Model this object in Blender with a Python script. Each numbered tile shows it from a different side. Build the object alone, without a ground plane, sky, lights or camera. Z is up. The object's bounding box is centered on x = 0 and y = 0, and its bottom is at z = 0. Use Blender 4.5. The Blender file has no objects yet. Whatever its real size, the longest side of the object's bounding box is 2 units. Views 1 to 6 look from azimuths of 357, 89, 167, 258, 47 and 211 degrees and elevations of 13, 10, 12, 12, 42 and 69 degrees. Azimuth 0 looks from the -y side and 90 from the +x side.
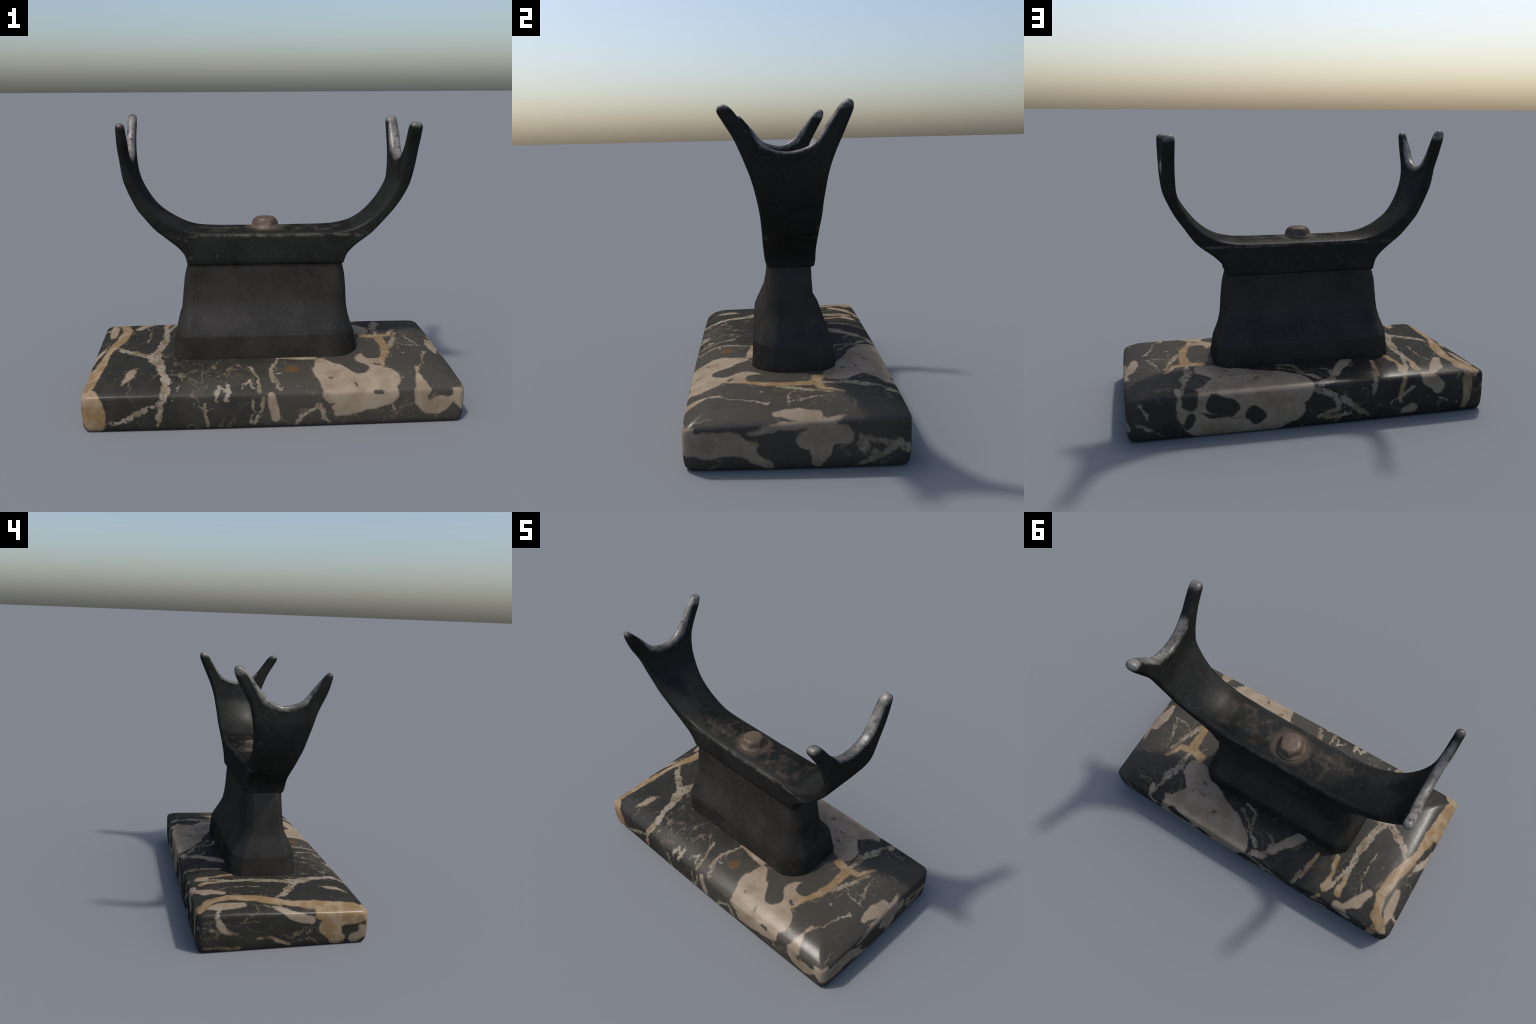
"""Dark cast-iron cradle (block with two forked arms) bolted on a flared pedestal,
standing on a polished, strongly veined black-and-cream marble slab."""
import bpy, math
import numpy as np
from mathutils import noise as mnoise

# ------------------------------------------------------------------ helpers
def spline(points, steps=8, closed=False):
    """Centripetal-ish Catmull-Rom polyline through control points."""
    p = np.array(points, float)
    n = len(p)
    out = []
    last = n if closed else n - 1
    for i in range(last):
        if closed:
            a, b, c, d = p[(i - 1) % n], p[i], p[(i + 1) % n], p[(i + 2) % n]
        else:
            a, b, c, d = p[max(i - 1, 0)], p[i], p[i + 1], p[min(i + 2, n - 1)]
        lb = np.linalg.norm(c - b)
        m1 = (c - a) * lb / max(np.linalg.norm(b - a) + lb, 1e-6)
        m2 = (d - b) * lb / max(np.linalg.norm(d - c) + lb, 1e-6)
        for k in range(steps):
            t = k / steps
            out.append((2*t**3 - 3*t**2 + 1)*b + (t**3 - 2*t**2 + t)*m1
                       + (-2*t**3 + 3*t**2)*c + (t**3 - t**2)*m2)
    if not closed:
        out.append(p[-1])
    return np.array(out)


def outline_distance(outline, U, V):
    """Signed distance (negative inside) of a closed 2D outline on a U x V raster."""
    gu, gv = np.meshgrid(U, V, indexing='ij')
    d2 = np.full(gu.shape, 1e9)
    inside = np.zeros(gu.shape, bool)
    n = len(outline)
    for i in range(n):
        ax, ay = outline[i]
        bx, by = outline[(i + 1) % n]
        ex, ey = bx - ax, by - ay
        L = ex*ex + ey*ey
        if L < 1e-14:
            continue
        t = np.clip(((gu - ax)*ex + (gv - ay)*ey) / L, 0, 1)
        d2 = np.minimum(d2, (gu - ax - t*ex)**2 + (gv - ay - t*ey)**2)
        cross = (ay > gv) != (by > gv)
        if ey != 0:
            inside ^= cross & (gu < ax + ex*(gv - ay)/ey)
    d = np.sqrt(d2)
    return np.where(inside, -d, d)


def surface_net(F, origin, h):
    """Quad mesh of the zero level of a sampled field (naive surface nets)."""
    nx, ny, nz = F.shape
    S = F < 0
    cnt = np.zeros((nx-1, ny-1, nz-1), np.int8)
    acc = np.zeros((nx-1, ny-1, nz-1, 3), np.float32)
    num = np.zeros((nx-1, ny-1, nz-1), np.float32)
    def sl(a, d):
        return slice(d, a - 1 + d)
    for ax in range(3):
        others = [o for o in range(3) if o != ax]
        for d1 in (0, 1):
            for d2 in (0, 1):
                off = [0, 0, 0]
                off[others[0]], off[others[1]] = d1, d2
                s0 = tuple(sl(F.shape[k], off[k]) for k in range(3))
                off2 = list(off); off2[ax] = 1
                s1 = tuple(sl(F.shape[k], off2[k]) for k in range(3))
                f0, f1 = F[s0], F[s1]
                ch = S[s0] != S[s1]
                t = np.where(ch, f0 / np.where(ch, f0 - f1, 1), 0)
                num += ch
                for k in range(3):
                    acc[..., k] += np.where(ch, t if k == ax else off[k], 0)
    act = num > 0
    idx = -np.ones(act.shape, np.int64)
    idx[act] = np.arange(act.sum())
    ii = np.argwhere(act)
    verts = (ii + acc[act] / num[act][:, None]) * h + origin
    quads = []
    for ax in range(3):
        o1, o2 = (ax + 1) % 3, (ax + 2) % 3
        a = [slice(None)]*3; b = [slice(None)]*3
        a[ax] = slice(0, F.shape[ax]-1); b[ax] = slice(1, F.shape[ax])
        ch = S[tuple(a)] != S[tuple(b)]
        e = np.argwhere(ch)
        ok = (e[:, o1] > 0) & (e[:, o2] > 0) & (e[:, o1] < F.shape[o1]-1) & (e[:, o2] < F.shape[o2]-1)
        e = e[ok]
        start_in = S[tuple(e.T)]
        def cell(d1, d2):
            c = e.copy(); c[:, o1] -= d1; c[:, o2] -= d2
            return idx[tuple(c.T)]
        q = np.stack([cell(1, 1), cell(0, 1), cell(0, 0), cell(1, 0)], 1)
        q[~start_in] = q[~start_in][:, ::-1]
        quads.append(q)
    return verts, np.concatenate(quads)


def sample(F, P, origin, h):
    g = np.clip((P - origin) / h, 0, np.array(F.shape) - 1.001)
    i = g.astype(int); t = g - i
    r = 0
    for dx in (0, 1):
        for dy in (0, 1):
            for dz in (0, 1):
                w = (t[:, 0] if dx else 1-t[:, 0])*(t[:, 1] if dy else 1-t[:, 1])*(t[:, 2] if dz else 1-t[:, 2])
                r = r + w*F[i[:, 0]+dx, i[:, 1]+dy, i[:, 2]+dz]
    return r


def gradient(F, P, origin, h):
    g = np.zeros_like(P)
    for k in range(3):
        o = np.zeros(3); o[k] = h
        g[:, k] = (sample(F, P+o, origin, h) - sample(F, P-o, origin, h)) / (2*h)
    return g


def make_object(name, verts, faces, material, parent, normals=None, smooth=True):
    me = bpy.data.meshes.new(name)
    me.from_pydata([tuple(v) for v in verts], [], [tuple(int(i) for i in f) for f in faces])
    me.validate(); me.update()
    me.materials.append(material)
    me.polygons.foreach_set('use_smooth', [smooth]*len(me.polygons))
    if normals is not None:
        me.normals_split_custom_set_from_vertices([tuple(n) for n in normals])
    ob = bpy.data.objects.new(name, me)
    bpy.context.scene.collection.objects.link(ob)
    ob.parent = parent
    return ob


def loft(rings, cap_bottom=True, cap_top=True):
    """Closed rings of equal length -> verts, quads (+ caps)."""
    n = len(rings[0])
    verts = np.concatenate(rings)
    faces = []
    for j in range(len(rings)-1):
        for i in range(n):
            k = (i+1) % n
            faces.append((j*n+i, j*n+k, (j+1)*n+k, (j+1)*n+i))
    if cap_bottom:
        faces.append(tuple(range(n-1, -1, -1)))
    if cap_top:
        b = (len(rings)-1)*n
        faces.append(tuple(range(b, b+n)))
    return verts, faces


def rounded_rectangle(x0, x1, y0, y1, r, z, side=24, corner=8, flat=0.0):
    """Ring of points, counter-clockwise, straight sides subdivided; flat turns arcs into facets."""
    pts = []
    rs = [r]*4 if np.isscalar(r) else list(r)      # order: +x-y, +x+y, -x+y, -x-y
    corners = [(x1-rs[0], y0+rs[0], -90), (x1-rs[1], y1-rs[1], 0), (x0+rs[2], y1-rs[2], 90), (x0+rs[3], y0+rs[3], 180)]
    for c in range(4):
        cx, cy, a0 = corners[c]
        r = rs[c]
        for k in range(corner+1):
            a = math.radians(a0 + 90*k/corner)
            b0, b1, t = math.radians(a0), math.radians(a0 + 90), k/corner
            px = (1-flat)*math.cos(a) + flat*((1-t)*math.cos(b0) + t*math.cos(b1))
            py = (1-flat)*math.sin(a) + flat*((1-t)*math.sin(b0) + t*math.sin(b1))
            pts.append((cx + r*px, cy + r*py, z))
        ex, ey = pts[-1][:2]
        nxt = corners[(c+1) % 4]
        a = math.radians(nxt[2])
        rn = rs[(c+1) % 4]
        sx, sy = nxt[0] + rn*math.cos(a), nxt[1] + rn*math.sin(a)
        for k in range(1, side):
            t = k/side
            pts.append((ex+(sx-ex)*t, ey+(sy-ey)*t, z))
    return np.array(pts)


# ------------------------------------------------------------------ materials
class Nodes:
    """Tiny wrapper that keeps node trees readable."""
    def __init__(self, name):
        self.mat = bpy.data.materials.new(name)
        self.mat.use_nodes = True
        self.t = self.mat.node_tree
        self.bsdf = self.t.nodes['Principled BSDF']
        self.normal = None
        self.co = self.t.nodes.new('ShaderNodeTexCoord').outputs['Object']

    def put(self, sock, val):
        if isinstance(val, bpy.types.NodeSocket):
            self.t.links.new(val, sock)
        else:
            sock.default_value = val

    def math(self, op, a, b=0.0, c=None, clamp=False):
        n = self.t.nodes.new('ShaderNodeMath'); n.operation = op; n.use_clamp = clamp
        self.put(n.inputs[0], a); self.put(n.inputs[1], b)
        if c is not None:
            self.put(n.inputs[2], c)
        return n.outputs[0]

    def vmath(self, op, a, b=(0, 0, 0), scale=None):
        n = self.t.nodes.new('ShaderNodeVectorMath'); n.operation = op
        self.put(n.inputs[0], a)
        if op != 'SCALE':
            self.put(n.inputs[1], b)
        if scale is not None:
            self.put(n.inputs['Scale'], scale)
        return n.outputs['Value'] if op in ('LENGTH', 'DOT_PRODUCT', 'DISTANCE') else n.outputs[0]

    def noise(self, scale, detail=4, rough=0.55, vec=None, color=False, distortion=0.0):
        n = self.t.nodes.new('ShaderNodeTexNoise')
        n.inputs['Scale'].default_value = scale; n.inputs['Detail'].default_value = detail
        n.inputs['Roughness'].default_value = rough; n.inputs['Distortion'].default_value = distortion
        self.put(n.inputs['Vector'], self.co if vec is None else vec)
        return n.outputs['Color' if color else 'Fac']

    def voronoi(self, scale, feature='F1', vec=None, out='Distance', randomness=1.0):
        n = self.t.nodes.new('ShaderNodeTexVoronoi'); n.feature = feature
        n.inputs['Scale'].default_value = scale
        n.inputs['Randomness'].default_value = randomness
        self.put(n.inputs['Vector'], self.co if vec is None else vec)
        return n.outputs[out]

    def step(self, val, lo, hi, smooth=True):
        """0 at lo, 1 at hi (lo may exceed hi)."""
        n = self.t.nodes.new('ShaderNodeMapRange')
        n.interpolation_type = 'SMOOTHSTEP' if smooth else 'LINEAR'
        self.put(n.inputs['Value'], val)
        a, b, u, v = (lo, hi, 0, 1) if lo < hi else (hi, lo, 1, 0)
        n.inputs['From Min'].default_value = a; n.inputs['From Max'].default_value = b
        n.inputs['To Min'].default_value = u; n.inputs['To Max'].default_value = v
        return n.outputs['Result']

    def mix(self, fac, a, b, blend='MIX'):
        n = self.t.nodes.new('ShaderNodeMix'); n.data_type = 'RGBA'; n.blend_type = blend
        self.put(n.inputs[0], fac)
        for s, v in ((n.inputs[6], a), (n.inputs[7], b)):
            self.put(s, v if isinstance(v, bpy.types.NodeSocket) else (*v, 1.0))
        return n.outputs[2]

    def bump(self, height, strength, dist=0.01):
        n = self.t.nodes.new('ShaderNodeBump')
        n.inputs['Strength'].default_value = strength; n.inputs['Distance'].default_value = dist
        self.put(n.inputs['Height'], height)
        self.normal = n.outputs[0]
        self.put(self.bsdf.inputs['Normal'], self.normal)

    def finish(self, color, rough, gloss):
        """Matt body colour under a thin, even polish (gloss = share of mirror-like reflection)."""
        self.put(self.bsdf.inputs['Base Color'], color)
        self.bsdf.inputs['Roughness'].default_value = 0.7
        self.bsdf.inputs['Specular IOR Level'].default_value = 0.0
        polish = self.t.nodes.new('ShaderNodeBsdfGlossy')
        self.put(polish.inputs['Roughness'], rough)
        if self.normal is not None:
            self.put(polish.inputs['Normal'], self.normal)
        mix = self.t.nodes.new('ShaderNodeMixShader')
        self.put(mix.inputs[0], gloss)
        self.t.links.new(self.bsdf.outputs[0], mix.inputs[1])
        self.t.links.new(polish.outputs[0], mix.inputs[2])
        self.t.links.new(mix.outputs[0], self.t.nodes['Material Output'].inputs['Surface'])
        return self.mat

    def xyz(self, vec=None):
        n = self.t.nodes.new('ShaderNodeSeparateXYZ')
        self.put(n.inputs[0], self.co if vec is None else vec)
        return n.outputs


def material_iron(name, base, cradle):
    m = Nodes(name)
    x, y, z = m.xyz()
    mott = m.step(m.noise(6, 5, 0.6), 0.3, 0.7)
    fine = m.step(m.noise(70, 3, 0.6), 0.35, 0.7)
    c = m.mix(mott, tuple(0.7*b for b in base), tuple(1.3*b for b in base))
    c = m.mix(m.math('MULTIPLY', fine, 0.3), c, tuple(1.9*b for b in base))
    rough = m.math('MULTIPLY_ADD', mott, 0.12, 0.36 if cradle else 0.27)
    gloss = 0.013
    if cradle:
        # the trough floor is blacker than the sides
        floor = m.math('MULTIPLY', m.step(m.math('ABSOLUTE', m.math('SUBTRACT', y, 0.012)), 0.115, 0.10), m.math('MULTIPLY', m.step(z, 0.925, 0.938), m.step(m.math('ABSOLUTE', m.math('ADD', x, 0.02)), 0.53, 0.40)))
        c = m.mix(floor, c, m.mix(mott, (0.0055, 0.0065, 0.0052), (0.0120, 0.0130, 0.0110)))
        # brown dust on the floor of the trough, densest round the bolt
        d = m.vmath('DISTANCE', m.co, (-0.02, 0.015, 0.965))
        ring = m.step(m.math('ADD', d, m.math('MULTIPLY', m.noise(18, 4), 0.07)), 0.17, 0.115)
        patch = m.step(m.noise(11, 5, 0.65), 0.46, 0.66)
        across = m.math('ABSOLUTE', m.math('SUBTRACT', y, 0.012))
        zone = m.math('MULTIPLY', m.step(across, 0.115, 0.07), m.step(m.math('ABSOLUTE', x), 0.52, 0.25))
        zone = m.math('MULTIPLY', zone, m.step(z, 0.925, 0.94))
        f = m.math('MAXIMUM', m.math('MULTIPLY', ring, zone), m.math('MULTIPLY', patch, m.math('MULTIPLY', zone, 0.75)))
        c = m.mix(f, c, (0.058, 0.044, 0.032))
        # pale specks scattered over the casting
        sp = m.math('MULTIPLY', m.step(m.noise(34, 3, 0.6), 0.60, 0.72), m.step(m.noise(4.0, 2), 0.46, 0.60))
        c = m.mix(m.math('MULTIPLY', sp, 0.6), c, (0.080, 0.070, 0.050))
        # broken highlight along the trough rims, painted as a pale line
        rim = m.math('MULTIPLY', m.step(across, 0.104, 0.112), m.math('MULTIPLY', m.step(z, 0.922, 0.931), m.step(z, 0.946, 0.938)))
        rim = m.math('MULTIPLY', rim, m.step(m.noise(22, 4, 0.7), 0.42, 0.60))
        c = m.mix(m.math('MULTIPLY', rim, 0.7), c, (0.085, 0.080, 0.068))
        # prongs and the crotch of each fork are worn down to bright metal
        ay = m.math('ABSOLUTE', m.math('SUBTRACT', y, 0.002))
        crotch = m.math('MAXIMUM', m.math('MULTIPLY_ADD', m.math('MULTIPLY', y, y), 2.2, 1.340),
                        m.math('MULTIPLY_ADD', ay, 1.66, 1.165))
        depth = m.math('SUBTRACT', z, m.math('MINIMUM', crotch, 1.535))
        depth = m.math('ADD', depth, m.math('MULTIPLY', m.math('SUBTRACT', m.noise(20, 4, 0.65), 0.5), 0.035))
        worn = m.math('MULTIPLY', m.step(depth, -0.026, 0.002), m.step(z, 1.31, 1.325))
        worn = m.math('MULTIPLY', worn, m.step(m.noise(30, 4, 0.7), 0.22, 0.55))
        c = m.mix(worn, c, m.mix(m.step(m.noise(16, 4), 0.4, 0.6), (0.095, 0.087, 0.078), (0.170, 0.158, 0.144)))
        rough = m.math('ADD', rough, m.math('MULTIPLY', f, 0.25))
        gloss = m.math('MULTIPLY_ADD', worn, 0.05, 0.013)
    else:
        # a band of rust freckles along the shoulder of the foot
        fr = m.math('MULTIPLY', m.step(m.noise(48, 3, 0.6), 0.64, 0.72), m.step(m.noise(5, 2), 0.52, 0.62))
        c = m.mix(m.math('MULTIPLY', fr, 0.6), c, (0.075, 0.045, 0.022))
        gloss = 0.022
    m.bump(m.noise(60, 3), 0.06, 0.01)
    return m.finish(c, rough, gloss)


def material_bolt():
    m = Nodes('rusty_brown_steel')
    n = m.step(m.noise(28, 4, 0.6), 0.35, 0.65)
    c = m.mix(n, (0.075, 0.056, 0.040), (0.105, 0.075, 0.053))
    c = m.mix(m.step(m.noise(60, 3), 0.55, 0.7), c, (0.10, 0.06, 0.045))
    m.bump(m.noise(50, 3), 0.25, 0.01)
    return m.finish(c, 0.40, 0.025)


# Figure of the marble: hand-laid paths of the main veins and patches on each face of the
# slab, as (position along the face, position across it, half width).
FIGURE = {
    'top cream': [
        [(.27, -.24, .04), (.30, -.36, .09), (.34, -.44, .11), (.47, -.44, .11), (.56, -.42, .10)],
        [(.42, -.35, .10), (.53, -.32, .06), (.52, -.20, .06), (.60, -.12, .03)],
        [(.96, .09, .03), (.95, .02, .04), (.94, -.08, .02)],
        [(.77, -.33, .012), (.76, -.4, .015), (.76, -.45, .03), (.78, -.5, .04)],
        [(.54, .23, .08), (.41, .34, .11), (.22, .44, .13), (.12, .48, .11)],
        [(.6, .48, .03), (.51, .4, .05)],
        [(-.26, .24, .03), (-.18, .35, .03), (-.14, .42, .02)],
        [(-.69, .46, .02), (-.74, .41, .035), (-.78, .33, .02)],
        [(-.92, .23, .02), (-.93, .34, .03), (-.94, .42, .02)],
        [(-.74, -.31, .02), (-.75, -.37, .022), (-.78, -.43, .008)],
        [(.04, -.19, .012), (.14, -.19, .03), (.22, -.19, .03)],
    ],
    'top ochre': [
        [(.57, -.32, .03), (.6, -.22, .03), (.64, -.13, .028), (.66, .0, .022), (.66, .08, .03)],
        [(.57, .13, .03), (.64, .12, .035), (.73, .14, .015), (.77, .23, .01)],
        [(-.97, -.42, .05), (-.95, -.26, .04), (-.92, -.05, .03), (-.86, .15, .035), (-.84, .3, .03), (-.88, .41, .025), (-.95, .48, .02)],
        [(-.5, .23, .012), (-.53, .34, .012), (-.53, .44, .025)],
        [(-.61, .31, .012), (-.62, .42, .025)],
        [(-.4, .28, .012), (-.38, .38, .012), (-.37, .46, .01)],
    ],
    'top dark': [
        [(.36, -.19, .055), (.46, -.33, .055)],
        [(.58, .0, .055), (.56, -.17, .05)],
        [(.55, -.29, .012), (.58, -.3, .008)],
        [(.42, -.45, .008), (.43, -.47, .008)],
    ],
    'top vein': [
        [(-.84, -.02, .02), (-.68, -.12, .022), (-.61, -.25, .025), (-.6, -.3, .015), (-.56, -.42, .022), (-.56, -.5, .02)],
        [(-.67, -.13, .015), (-.63, -.05, .018)],
        [(.03, -.2, .008), (-.01, -.32, .01), (.0, -.42, .016), (.02, -.47, .014)],
        [(-.3, -.5, .006), (-.29, -.46, .014), (-.23, -.48, .008)],
        [(-.17, -.47, .006), (-.13, -.42, .009), (-.11, -.47, .008)],
        [(-.08, -.48, .01), (-.09, -.4, .006), (-.12, -.29, .01)],
        [(.87, -.11, .012), (.84, -.18, .006), (.82, -.28, .006), (.78, -.33, .008)],
        [(.73, .02, .004), (.78, -.02, .005), (.9, -.02, .005)],
        [(.86, .02, .004), (.83, .08, .005), (.81, .18, .004)],
        [(.65, .25, .018), (.68, .36, .015), (.72, .48, .012)],
        [(.64, .09, .012), (.66, .25, .014), (.71, .35, .008)],
        [(.77, .17, .01), (.73, .05, .014), (.68, -.06, .02)],
        [(.87, -.02, .004), (.83, .05, .005), (.81, .15, .004)],
        [(.15, .24, .008), (.07, .26, .01), (.03, .38, .008), (-.04, .44, .014)],
        [(-.07, .33, .008), (-.12, .37, .01), (-.11, .46, .02), (-.03, .48, .015)],
        [(.16, .28, .006), (.06, .34, .008), (.04, .47, .01)],
        [(-.64, -.1, .022), (-.6, .05, .02), (-.6, .19, .015), (-.61, .33, .012)],
        [(-.68, -.12, .012), (-.77, -.08, .016), (-.86, .02, .008)],
        [(-.97, -.21, .012), (-.95, .02, .012), (-.93, .14, .008)],
        [(-.95, .36, .01), (-1.0, .39, .01)],
        [(-.7, .09, .004), (-.69, .23, .005), (-.73, .34, .004)],
        [(-.55, .43, .012), (-.59, .3, .014), (-.6, .16, .016), (-.63, -.03, .012), (-.62, -.17, .02), (-.58, -.31, .015)],
    ],
    'front cream': [
        [(.31, .18, .07), (.36, .15, .085), (.47, .16, .075), (.58, .17, .06)],
        [(.32, .07, .02), (.37, .09, .04), (.46, .11, .03)],
        [(.75, .2, .03), (.76, .13, .035), (.79, .08, .03)],
        [(.79, .08, .03), (.86, .1, .05), (.91, .14, .04), (.95, .18, .03)],
        [(-.02, .18, .02), (.0, .11, .03), (.01, .06, .025)],
    ],
    'front ochre': [
        [(-.95, .19, .05), (-.93, .14, .06), (-.92, .05, .055)],
    ],
    'front dark': [
        [(.52, .18, .012), (.55, .18, .014)],
        [(.86, .18, .03), (.9, .17, .03)],
        [(.28, .11, .012), (.31, .13, .005)],
    ],
    'front vein': [
        [(-.55, .22, .022), (-.59, .15, .02), (-.59, .1, .016), (-.6, .03, .01)],
        [(-.62, .14, .014), (-.7, .1, .014), (-.77, .06, .01), (-.84, .05, .012)],
        [(-.36, .14, .01), (-.35, .02, .008)],
        [(-.3, .22, .01), (-.31, .16, .009)],
        [(-.24, .25, .01), (-.23, .21, .01), (-.25, .17, .014)],
        [(-.11, .16, .007), (-.11, .1, .006), (-.13, .02, .008)],
        [(-.06, .17, .01), (-.07, .1, .008), (-.11, .02, .01)],
        [(.11, .02, .012), (.14, .07, .01), (.18, .09, .008), (.23, .12, .012), (.25, .06, .012), (.28, .02, .01)],
        [(.62, .11, .008), (.63, .02, .008)],
        [(.56, .08, .005), (.53, .04, .005)],
    ],
    'back cream': [
        [(.60, .22, .08), (.43, .19, .10), (.27, .20, .09), (.13, .20, .08)],
        [(.68, .13, .05), (.60, .05, .055), (.43, .03, .055), (.25, .06, .07), (.14, .12, .085)],
        [(.73, .28, .015), (.72, .19, .02), (.68, .07, .02), (.64, .04, .03)],
        [(-.66, .23, .05), (-.72, .17, .04)],
        [(-.51, .04, .02), (-.56, .05, .03)],
    ],
    'back ochre': [
        [(-.89, .2, .03), (-.89, .11, .025), (-.88, .04, .02)],
        [(-.52, .24, .012), (-.5, .18, .012), (-.49, .1, .01)],
    ],
    'back dark': [
        [(.54, .175, .052), (.47, .15, .055)],
        [(.34, .105, .045), (.32, .09, .045)],
        [(.665, .26, .035), (.67, .20, .042)],
        [(.665, .12, .026), (.68, .08, .026)],
    ],
    'back vein': [
        [(.01, .22, .015), (-.11, .17, .02), (-.14, .09, .012), (-.04, .06, .015)],
        [(-.16, .14, .018), (-.23, .09, .016), (-.3, .04, .01)],
        [(-.02, .06, .01), (-.1, .04, .012), (-.2, .07, .01)],
        [(-.35, .3, .012), (-.35, .23, .014), (-.33, .16, .008)],
        [(-.44, .09, .006), (-.51, .14, .01), (-.57, .18, .008)],
        [(.98, .12, .008), (.9, .08, .01), (.82, .02, .006)],
        [(.92, .21, .01), (.89, .15, .012), (.88, .1, .006)],
        [(-.72, .1, .005), (-.83, .06, .006)],
    ],
    'right cream': [
        [(-.47, .13, .055), (-.37, .125, .065), (-.27, .12, .055), (-.20, .09, .035)],
        [(-.21, .08, .03), (-.15, .04, .02), (-.11, .02, .02)],
        [(.12, .16, .07), (.11, .1, .05), (.09, .03, .02)],
        [(.05, .14, .04), (.21, .15, .04)],
        [(-.2, .17, .012), (-.06, .2, .018), (.08, .21, .02), (.24, .22, .012)],
    ],
    'right ochre': [
        [(-.2, .13, .012), (-.17, .12, .014)],
    ],
    'right dark': [
        [(-.41, .18, .02), (-.3, .19, .018)],
    ],
    'right vein': [
        [(.3, .14, .012), (.36, .12, .012), (.43, .1, .018)],
        [(.44, .11, .016), (.36, .06, .012), (.26, .01, .01)],
        [(.28, .14, .018), (.29, .1, .028)],
        [(.43, .1, .014), (.48, .08, .02)],
        [(.34, .07, .018), (.33, .07, .016)],
    ],
    'left cream': [
        [(.37, .28, .02), (.38, .22, .022), (.37, .16, .024), (.32, .11, .022), (.24, .09, .015)],
        [(.07, .24, .015), (-.04, .2, .03), (-.15, .17, .025)],
        [(-.42, .05, .04), (-.46, .07, .04)],
        [(.2, .28, .015), (.1, .27, .02), (.0, .22, .02)],
    ],
    'left ochre': [
        [(-.21, .22, .05), (-.32, .18, .07), (-.44, .18, .06)],
        [(-.26, .12, .06), (-.31, .06, .05)],
        [(.49, .24, .02), (.42, .3, .025), (.25, .31, .025), (.02, .28, .02), (-.14, .26, .03)],
        [(.46, .03, .01), (.26, .02, .012)],
        [(.19, .07, .008), (.08, .07, .012), (-.03, .02, .01)],
    ],
    'left dark': [
        [(-.37, .09, .03), (-.43, .09, .012)],
        [(.07, .26, .012), (-.06, .24, .02), (-.17, .21, .02)],
    ],
    'left vein': [
        [(.49, .15, .01), (.4, .13, .012), (.32, .08, .008)],
    ],}
FLECKS = {
    'rust': [(.10, -.33, .028), (.45, .26, .013), (.42, .33, .013), (.30, .39, .015), (.52, .32, .006),
             (.49, .34, .007), (.65, .22, .010), (.32, .28, .006), (.30, -.41, .013), (.20, -.40, .011)],
    'pale': [(.03, -.37, .008), (.04, -.46, .007), (.67, -.43, .008), (.75, -.14, .007), (-.49, -.46, .008), (-.35, -.46, .010)],
}


def slab_height(x, y):
    inset = min(1 - abs(x), .5 - abs(y))
    t = y + .5
    f = np.interp(inset, [.0, .03, .065, .11, .2], [.18, .211, .231, .245, .251])
    b = np.interp(inset, [.0, .03, .065, .11, .2], [.21, .243, .257, .265, .268])
    return float(f*(1-t) + b*t)


def on_slab(face, u, v):
    """Point on a face of the slab; face-high positions roll over the upper bevel."""
    if face == 'top':
        return (u, v, slab_height(u, v))
    crest = .235 if face == 'back' else .20
    over = max(v - crest, 0)
    v = min(v, crest) + .3*over
    if face == 'front':
        return (u, -.50 + 1.2*over, v)
    if face == 'back':
        return (u, .505 - 1.2*over, v)
    if face == 'right':
        return (.99 - 1.2*over, u, v)
    return (-.985 + 1.2*over, u, v)


def tapered_stroke_group():
    g = bpy.data.node_groups.new('tapered_stroke', 'ShaderNodeTree')
    for name, kind in (('Point', 'Vector'), ('Start', 'Vector'), ('Span', 'Vector'), ('Inverse', 'Float'),
                       ('Radius', 'Float'), ('Taper', 'Float'), ('So Far', 'Float')):
        g.interface.new_socket(name, in_out='INPUT', socket_type='NodeSocket' + kind)
    g.interface.new_socket('Distance', in_out='OUTPUT', socket_type='NodeSocketFloat')
    i = g.nodes.new('NodeGroupInput').outputs
    o = g.nodes.new('NodeGroupOutput')

    def node(kind, op, *ins):
        n = g.nodes.new(kind); n.operation = op
        for k, v in enumerate(ins):
            if isinstance(v, bpy.types.NodeSocket):
                g.links.new(v, n.inputs[k])
            elif v is not None:
                n.inputs[k].default_value = v
        return n
    V, M = 'ShaderNodeVectorMath', 'ShaderNodeMath'
    pa = node(V, 'SUBTRACT', i['Point'], i['Start']).outputs[0]
    dot = node(V, 'DOT_PRODUCT', pa, i['Span']).outputs['Value']
    h = node(M, 'MULTIPLY', dot, i['Inverse']).outputs[0]
    h = node(M, 'MAXIMUM', h, 0.0).outputs[0]
    h = node(M, 'MINIMUM', h, 1.0).outputs[0]
    sc = node(V, 'SCALE', i['Span']); g.links.new(h, sc.inputs['Scale'])
    off = node(V, 'SUBTRACT', pa, sc.outputs[0]).outputs[0]
    dist = node(V, 'LENGTH', off).outputs['Value']
    rad = node(M, 'MULTIPLY_ADD', h, i['Taper'], i['Radius']).outputs[0]
    d = node(M, 'SUBTRACT', dist, rad).outputs[0]
    g.links.new(node(M, 'MINIMUM', d, i['So Far']).outputs[0], o.inputs[0])
    return g


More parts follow.
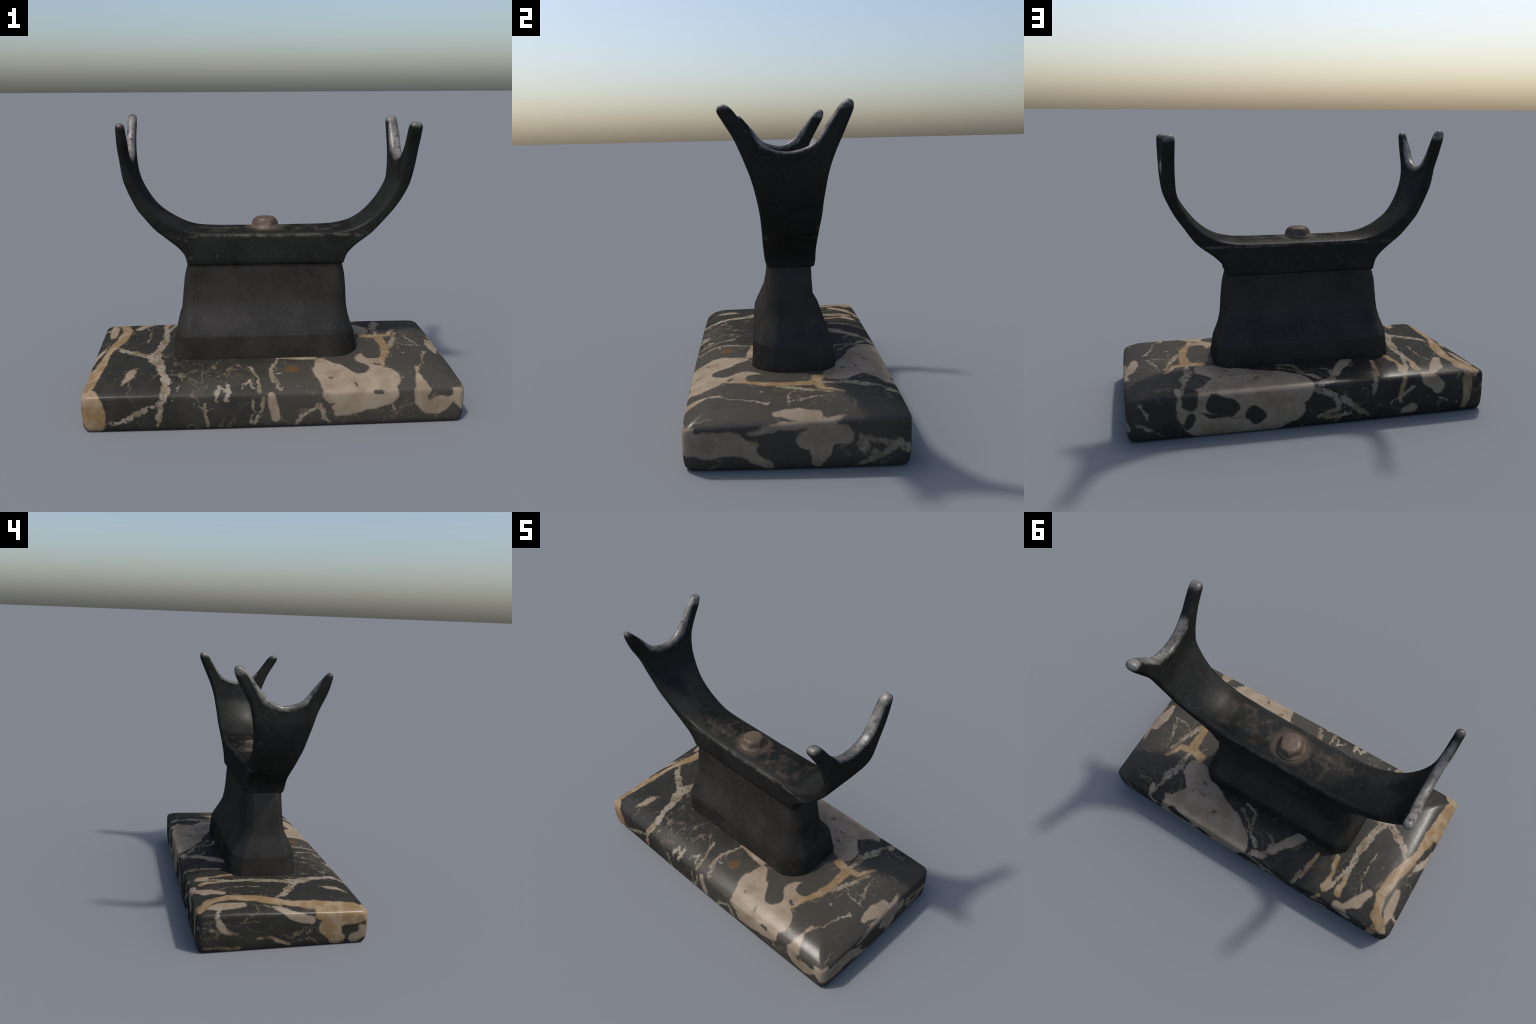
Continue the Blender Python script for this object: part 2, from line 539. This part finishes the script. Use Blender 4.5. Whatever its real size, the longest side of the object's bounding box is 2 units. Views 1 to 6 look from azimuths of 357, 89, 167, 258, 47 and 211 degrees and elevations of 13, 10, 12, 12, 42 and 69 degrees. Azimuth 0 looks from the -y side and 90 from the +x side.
def material_marble():
    m = Nodes('veined_black_marble')

    stroke_group = tapered_stroke_group()

    def stroke(P, a, b, ra, rb, so_far):
        """Distance to a tapered stroke a-b, merged with the distance so far."""
        a, b = np.array(a), np.array(b)
        e = b - a
        n = m.t.nodes.new('ShaderNodeGroup'); n.node_tree = stroke_group
        m.put(n.inputs['Point'], P)
        n.inputs['Start'].default_value = a
        n.inputs['Span'].default_value = e
        n.inputs['Inverse'].default_value = 1/max(float(e @ e), 1e-6)
        n.inputs['Radius'].default_value = ra
        n.inputs['Taper'].default_value = rb - ra
        m.put(n.inputs['So Far'], so_far)
        return n.outputs[0]

    def union(P, kind, grow=1.0):
        d = 10.0
        for key, paths in FIGURE.items():
            face, k = key.split()
            if k != kind:
                continue
            for path in paths:
                for p, q in zip(path[:-1], path[1:]):
                    d = stroke(P, on_slab(face, p[0], p[1]), on_slab(face, q[0], q[1]), p[2]*grow, q[2]*grow, d)
        return d

    def warped(a1, s1, a2, s2, a3=0.0, s3=120):
        P = m.co
        for amp, sc in ((a1, s1), (a2, s2), (a3, s3)):
            if amp:
                o = m.vmath('SUBTRACT', m.noise(sc, 3, 0.55, color=True), (0.5, 0.5, 0.5))
                P = m.vmath('ADD', P, m.vmath('SCALE', o, scale=amp))
        return P

    broad = warped(0.05, 6, 0.022, 18)
    crisp = warped(0.03, 9, 0.045, 30, 0.02, 80)
    x, y, z = m.xyz()

    # ground: black on the left and back, warm grey-brown towards front right
    warm = m.math('ADD', m.math('MULTIPLY', x, 0.55), m.math('MULTIPLY', y, -0.6))
    warm = m.step(m.math('ADD', warm, m.math('MULTIPLY', m.math('SUBTRACT', m.noise(3.5, 4), 0.5), 0.9)), -0.05, 0.35)
    dark = m.mix(warm, (0.0235, 0.0225, 0.0190), (0.050, 0.0445, 0.0365))
    cloud = m.step(m.noise(13, 5, 0.65), 0.35, 0.70)
    dark = m.mix(m.math('MULTIPLY', cloud, 0.28), dark, (0.054, 0.050, 0.043))
    sm = m.step(m.noise(55, 3, 0.7), 0.62, 0.76)
    dark = m.mix(m.math('MULTIPLY', sm, 0.45), dark, (0.085, 0.078, 0.062))
    # hairline network: thin ridges of warped noise, gathered in swarms
    def ridge(scale, width, warp):
        r = m.noise(scale, 3, 0.5, vec=warp)
        return m.step(m.math('ABSOLUTE', m.math('SUBTRACT', r, 0.5)), width, width*0.15)
    sheared = m.vmath('MULTIPLY', warped(0.12, 6, 0.03, 26), (1.0, 0.55, 0.8))
    hair = m.math('MULTIPLY', ridge(5.0, 0.014, sheared), m.step(m.noise(6, 3), 0.42, 0.58))
    hair2 = m.math('MULTIPLY', ridge(11.0, 0.020, warped(0.06, 10, 0.03, 40)), m.step(m.noise(4.3, 3), 0.50, 0.62))
    hair = m.math('MAXIMUM', hair, m.math('MULTIPLY', hair2, 0.6))
    hair = m.math('MULTIPLY', hair, m.step(m.noise(40, 3, 0.7), 0.30, 0.55))
    # white fossil flecks
    fl = m.voronoi(21, 'F1')
    fl = m.math('MULTIPLY', m.step(fl, 0.13, 0.06), m.step(m.noise(9, 2), 0.55, 0.62))
    c = m.mix(m.math('MULTIPLY', hair, 0.75), dark, (0.15, 0.122, 0.082))
    c = m.mix(m.math('MULTIPLY', fl, 0.6), c, (0.20, 0.20, 0.17))

    cream_n = m.noise(9, 5, 0.6)
    cream = m.mix(m.step(cream_n, 0.35, 0.65), (0.195, 0.150, 0.103), (0.262, 0.210, 0.155))
    cream = m.mix(m.math('MULTIPLY', m.step(m.noise(26, 4), 0.56, 0.75), 0.4), cream, (0.19, 0.125, 0.07))
    ochre = m.mix(m.step(m.noise(14, 4), 0.4, 0.62), (0.19, 0.125, 0.062), (0.25, 0.185, 0.115))
    veinc = m.mix(m.step(m.noise(11, 4), 0.38, 0.62), (0.16, 0.125, 0.078), (0.235, 0.20, 0.155))

    body = union(broad, 'cream')
    pebble = union(broad, 'dark')
    och = union(broad, 'ochre')
    vein = union(crisp, 'vein')
    f_cream = m.step(body, 0.006, -0.006)
    f_och = m.step(och, 0.007, -0.006)
    f_vein = m.step(vein, 0.005, -0.004)
    f_vein = m.math('MULTIPLY', f_vein, m.step(m.noise(34, 4, 0.7), 0.25, 0.50))
    f_peb = m.step(pebble, -0.006, 0.006)     # 0 inside the dark pebbles
    c = m.mix(f_vein, c, veinc)
    c = m.mix(f_och, c, ochre)
    c = m.mix(f_cream, c, cream)
    c = m.mix(m.math('SUBTRACT', 1.0, f_peb), c, dark)
    for kind, col, amt in (('rust', (0.105, 0.055, 0.022), 0.85), ('pale', (0.26, 0.25, 0.21), 0.9)):
        d = None
        for fx, fy, r in FLECKS[kind]:
            q = m.math('SUBTRACT', m.vmath('DISTANCE', crisp, on_slab('top', fx, fy)), r)
            d = q if d is None else m.math('MINIMUM', d, q)
        c = m.mix(m.math('MULTIPLY', m.step(d, 0.006, -0.004), amt), c, col)
    rough = m.math('MULTIPLY_ADD', m.noise(30, 3), 0.10, 0.22)
    m.bump(m.noise(24, 3), 0.03, 0.01)
    return m.finish(c, rough, 0.016)


# ------------------------------------------------------------------ the thing
thing = bpy.data.objects.new('cradle_stand', None)
bpy.context.scene.collection.objects.link(thing)
thing['label'] = 'dark iron cradle with forked arms on veined marble slab'
thing['category'] = 'display stand'

iron_saddle = material_iron('cradle_iron', (0.0138, 0.0140, 0.0125), True)  # base darkened below its sunlit tone, towards the shaded outer arms
iron_pedestal = material_iron('pedestal_iron', (0.0205, 0.0185, 0.0160), False)
bolt_mat = material_bolt()
marble = material_marble()

# ---- cradle: side band (x, z) crossed with the two fork outlines (y, z)
outer_face = [
    (-.776, 1.62), (-.780, 1.45), (-.777, 1.378), (-.769, 1.263), (-.752, 1.20), (-.704, 1.089),
    (-.664, 1.036), (-.613, .976), (-.559, .931), (-.490, .872), (-.460, .834), (-.452, .805),
    (-.450, .783), (-.446, .764), (-.30, .764), (.27, .764), (.403, .764), (.408, .783), (.415, .815),
    (.431, .844), (.466, .879), (.555, .948), (.615, 1.011), (.655, 1.058), (.698, 1.121),
    (.737, 1.205), (.751, 1.29), (.757, 1.40), (.756, 1.50), (.754, 1.62)]
inner_face = [(.697, 1.62), (.692, 1.43), (.690, 1.334), (.685, 1.264), (.675, 1.20), (.645, 1.142), (.612, 1.092),
    (.570, 1.042), (.520, 1.000), (.460, .967), (.40, .950), (.33, .941), (.15, .938), (-.15, .938),
    (-.33, .941), (-.417, .953), (-.484, .977), (-.54, 1.008), (-.60, 1.054), (-.643, 1.103),
    (-.687, 1.181), (-.716, 1.262), (-.729, 1.356), (-.732, 1.45), (-.733, 1.62)]
band = spline(outer_face + inner_face, 6, True)
fork_right = spline([
    (-.086, .762), (-.106, .787), (-.117, .873), (-.121, .955), (-.131, 1.067), (-.151, 1.168),
    (-.179, 1.259), (-.230, 1.381), (-.285, 1.475), (-.303, 1.508), (-.296, 1.530), (-.270, 1.537),
    (-.240, 1.518), (-.195, 1.459), (-.158, 1.410), (-.115, 1.371), (-.072, 1.346), (-.005, 1.333),
    (.055, 1.343), (.099, 1.362), (.127, 1.388), (.165, 1.446), (.204, 1.499), (.236, 1.539),
    (.262, 1.552), (.282, 1.538), (.283, 1.511), (.253, 1.437), (.204, 1.325), (.175, 1.231),
    (.160, 1.129), (.154, 1.05), (.143, .948), (.139, .845), (.137, .790), (.124, .762)], 6, True)
fork_left = spline([
    (-.086, .762), (-.102, .787), (-.110, .870), (-.118, .961), (-.138, 1.07), (-.162, 1.19),
    (-.198, 1.318), (-.244, 1.422), (-.265, 1.485), (-.270, 1.515), (-.264, 1.533), (-.246, 1.538),
    (-.205, 1.497), (-.161, 1.445), (-.117, 1.392), (-.077, 1.366), (-.019, 1.350), (.023, 1.352),
    (.083, 1.378), (.138, 1.434), (.181, 1.490), (.226, 1.543), (.25, 1.563), (.276, 1.568),
    (.292, 1.552), (.284, 1.51), (.229, 1.41), (.197, 1.347), (.181, 1.283), (.165, 1.193),
    (.152, 1.097), (.146, 1.0), (.141, .93), (.139, .845), (.137, .790), (.124, .762)], 6, True)

H = 0.006
X = np.arange(-0.83, 0.82, H); Y = np.arange(-0.34, 0.33, H); Z = np.arange(0.73, 1.61, H)
side = outline_distance(band, X, Z).astype(np.float32)
front_l = outline_distance(fork_left, Y, Z).astype(np.float32)
front_r = outline_distance(fork_right, Y, Z).astype(np.float32)
wx = np.clip((X + 0.4)/0.8, 0, 1).astype(np.float32)[:, None, None]
# both faces of the strap are crowned across its width, fading out below the forks;
# the underside only swells near the block
across = np.clip(1 - ((Y - 0.012)/0.135)**2, 0, 1)[:, None]
crown_in = np.interp(Z, [0.80, 0.90, 1.02, 1.20, 1.30], [0.0, 0.030, 0.028, 0.012, 0.0])[None, :]*across
crown_left = np.interp(Z, [0.78, 0.84, 0.95, 1.10, 1.34], [0.0, 0.018, 0.020, 0.018, 0.0])[None, :]*across
crown_right = np.interp(Z, [0.78, 0.84, 0.93, 1.05], [0.0, 0.018, 0.016, 0.0])[None, :]*across
d_in = np.abs(outline_distance(spline(inner_face, 6), X, Z))
d_out = np.abs(outline_distance(spline(outer_face, 6), X, Z))
w_in = (d_out/(d_in + d_out + 1e-6)).astype(np.float32)[:, None, :]
A = side[:, None, :] - w_in*crown_in.astype(np.float32)[None] - (1 - w_in)*((1 - wx)*crown_left.astype(np.float32)[None] + wx*crown_right.astype(np.float32)[None])
# prongs thin out towards their tips
A = A + np.interp(Z, [1.46, 1.57], [0.0, 0.003]).astype(np.float32)[None, None, :]
B = (1 - wx)*front_l[None] + wx*front_r[None]
# edge rounding: tight on the block, fuller on arms and prongs
R = np.interp(Z, [0.76, 0.80, 0.93, 1.1, 1.3, 1.6], [0.011, 0.010, 0.009, 0.013, 0.020, 0.024]).astype(np.float32)[None, None, :]
F = np.minimum(np.maximum(A, B), -R) + np.sqrt(np.maximum(A + R, 0)**2 + np.maximum(B + R, 0)**2)
origin = np.array([X[0], Y[0], Z[0]])
verts, quads = surface_net(F, origin, H)
for _ in range(3):
    g = gradient(F, verts, origin, H)
    f = sample(F, verts, origin, H)
    verts = verts - np.clip(f/np.maximum((g**2).sum(1), 0.2), -H, H)[:, None]*g
# slight unevenness of a hand-finished casting
normals = gradient(F, verts, origin, H)
normals /= np.linalg.norm(normals, axis=1)[:, None]
wob = np.array([mnoise.noise((v[0]*9, v[1]*9, v[2]*9)) for v in verts])
verts = verts + normals*(wob*0.0012)[:, None]

centre = verts[quads].mean(1)
is_prong = centre[:, 2] > 1.385
is_arm = (np.abs(centre[:, 0] + 0.02) > 0.45) & ~is_prong
is_saddle = ~is_prong & ~is_arm


def piece(name, mask, parent, mat):
    q = quads[mask]
    used, inv = np.unique(q, return_inverse=True)
    return make_object(name, verts[used], inv.reshape(q.shape), mat, parent, normals[used])


piece('saddle', is_saddle, thing, iron_saddle)
for s in (-1, 1):
    arm = piece('arm', is_arm & (s*centre[:, 0] > 0), thing, iron_saddle)
    for t in (-1, 1):
        piece('prong', is_prong & (s*centre[:, 0] > 0) & (t*centre[:, 1] > 0), arm, iron_saddle)

# ---- pedestal: flared foot with a vertical skirt
zz = [.235, .262, .300, .340, .362, .370, .376, .381, .386, .391, .397, .405, .416, .430, .470, .520, .570, .630, .700, .775, .800]
def prof(pairs):
    c = spline(sorted(pairs), 10)
    return lambda z: float(np.interp(z, c[:, 0], c[:, 1]))
y_front = prof([(.23, -.186), (.27, -.184), (.345, -.177), (.37, -.175), (.385, -.1735), (.395, -.170), (.43, -.156), (.48, -.132), (.53, -.111), (.63, -.096), (.72, -.090), (.80, -.088)])
y_back = prof([(.23, .232), (.27, .229), (.345, .223), (.37, .2205), (.385, .219), (.395, .215), (.43, .197), (.48, .164), (.53, .139), (.63, .124), (.72, .119), (.80, .117)])
x_left = prof([(.23, -.541), (.27, -.536), (.345, -.527), (.375, -.524), (.40, -.518), (.43, -.511), (.48, -.495), (.55, -.483), (.63, -.475), (.70, -.467), (.76, -.450), (.80, -.440)])
x_right = prof([(.23, .493), (.27, .489), (.345, .478), (.375, .473), (.40, .465), (.43, .453), (.48, .439), (.53, .433), (.637, .426), (.70, .419), (.76, .405), (.80, .394)])
radius = prof([(.23, .088), (.34, .088), (.39, .085), (.45, .070), (.55, .052), (.68, .040), (.80, .034)])
rings = [rounded_rectangle(x_left(z), x_right(z), y_front(z), y_back(z), [radius(z)*k for k in (1.25, .78, .74, .74)], z, flat=0.55) for z in zz]
pv, pf = loft(rings)
ped = make_object('pedestal', pv, pf, iron_pedestal, thing)

# ---- bolt: worn hexagon head with a turned-off top
bx, by, bz = -.020, .014, .948
n = 36
def hexa(i, r, round_):
    a = 2*math.pi*i/n
    s = (a + 0.15) % (math.pi/3) - math.pi/6
    hr = r*math.cos(math.pi/6)/math.cos(s)
    rr = hr*(1-round_) + r*0.93*round_
    return (bx + rr*math.cos(a), by + rr*math.sin(a))
levels = [(.000, .092, 1.0), (.017, .086, 1.0), (.021, .080, .8), (.024, .076, .2), (.030, .074, .0), (.047, .069, .0), (.055, .065, .3), (.061, .060, .9), (.065, .054, 1), (.067, .043, 1), (.0675, .018, 1)]
rings = [np.array([(*hexa(i, r, q), bz + dz) for i in range(n)]) for dz, r, q in levels]
bv, bf = loft(rings)
make_object('bolt', bv, bf, bolt_mat, thing)

# ---- marble slab
slab = [  # height at the front, height at the back, inset from the widest outline
    (.000, .000, .024), (.004, .004, .015), (.014, .014, .008), (.035, .035, .003), (.080, .080, .000),
    (.150, .180, .000), (.172, .208, .0008), (.180, .217, .0022), (.186, .223, .0048), (.190, .2275, .0082),
    (.1935, .231, .013), (.199, .2355, .020), (.207, .241, .034), (.214, .246, .048), (.2235, .252, .068),
    (.232, .257, .088), (.240, .262, .112), (.246, .265, .145), (.250, .267, .19), (.253, .268, .25), (.255, .268, .32)]
rings = []
for zf, zb, ins in slab:
    r = rounded_rectangle(-1 + ins, 1 - ins, -.493 + ins, .497 - ins, max(.036 - 0.2*ins, .018), 0, 60, 8)
    x, y = r[:, 0].copy(), r[:, 1].copy()
    t = np.clip(y + .5, 0, 1)
    r[:, 2] = zf + (zb - zf)*t
    # long sides bow out slightly, ends are not quite square
    r[:, 1] = y*(1 + .018*(1 - x**2)) - np.where(y < 0, y, 0)*.02*x
    r[:, 0] = np.where(x > 0, x*(1 - .035*y**2), x*(1 - .013*(.5 - y)))
    rings.append(r)
mv, mf = loft(rings)
mv[:, 2] += np.array([mnoise.noise((v[0]*3, v[1]*3, 5.0)) for v in mv])*.003*np.clip(mv[:, 2]/.2, 0, 1)
make_object('marble_base', mv, mf, marble, thing)
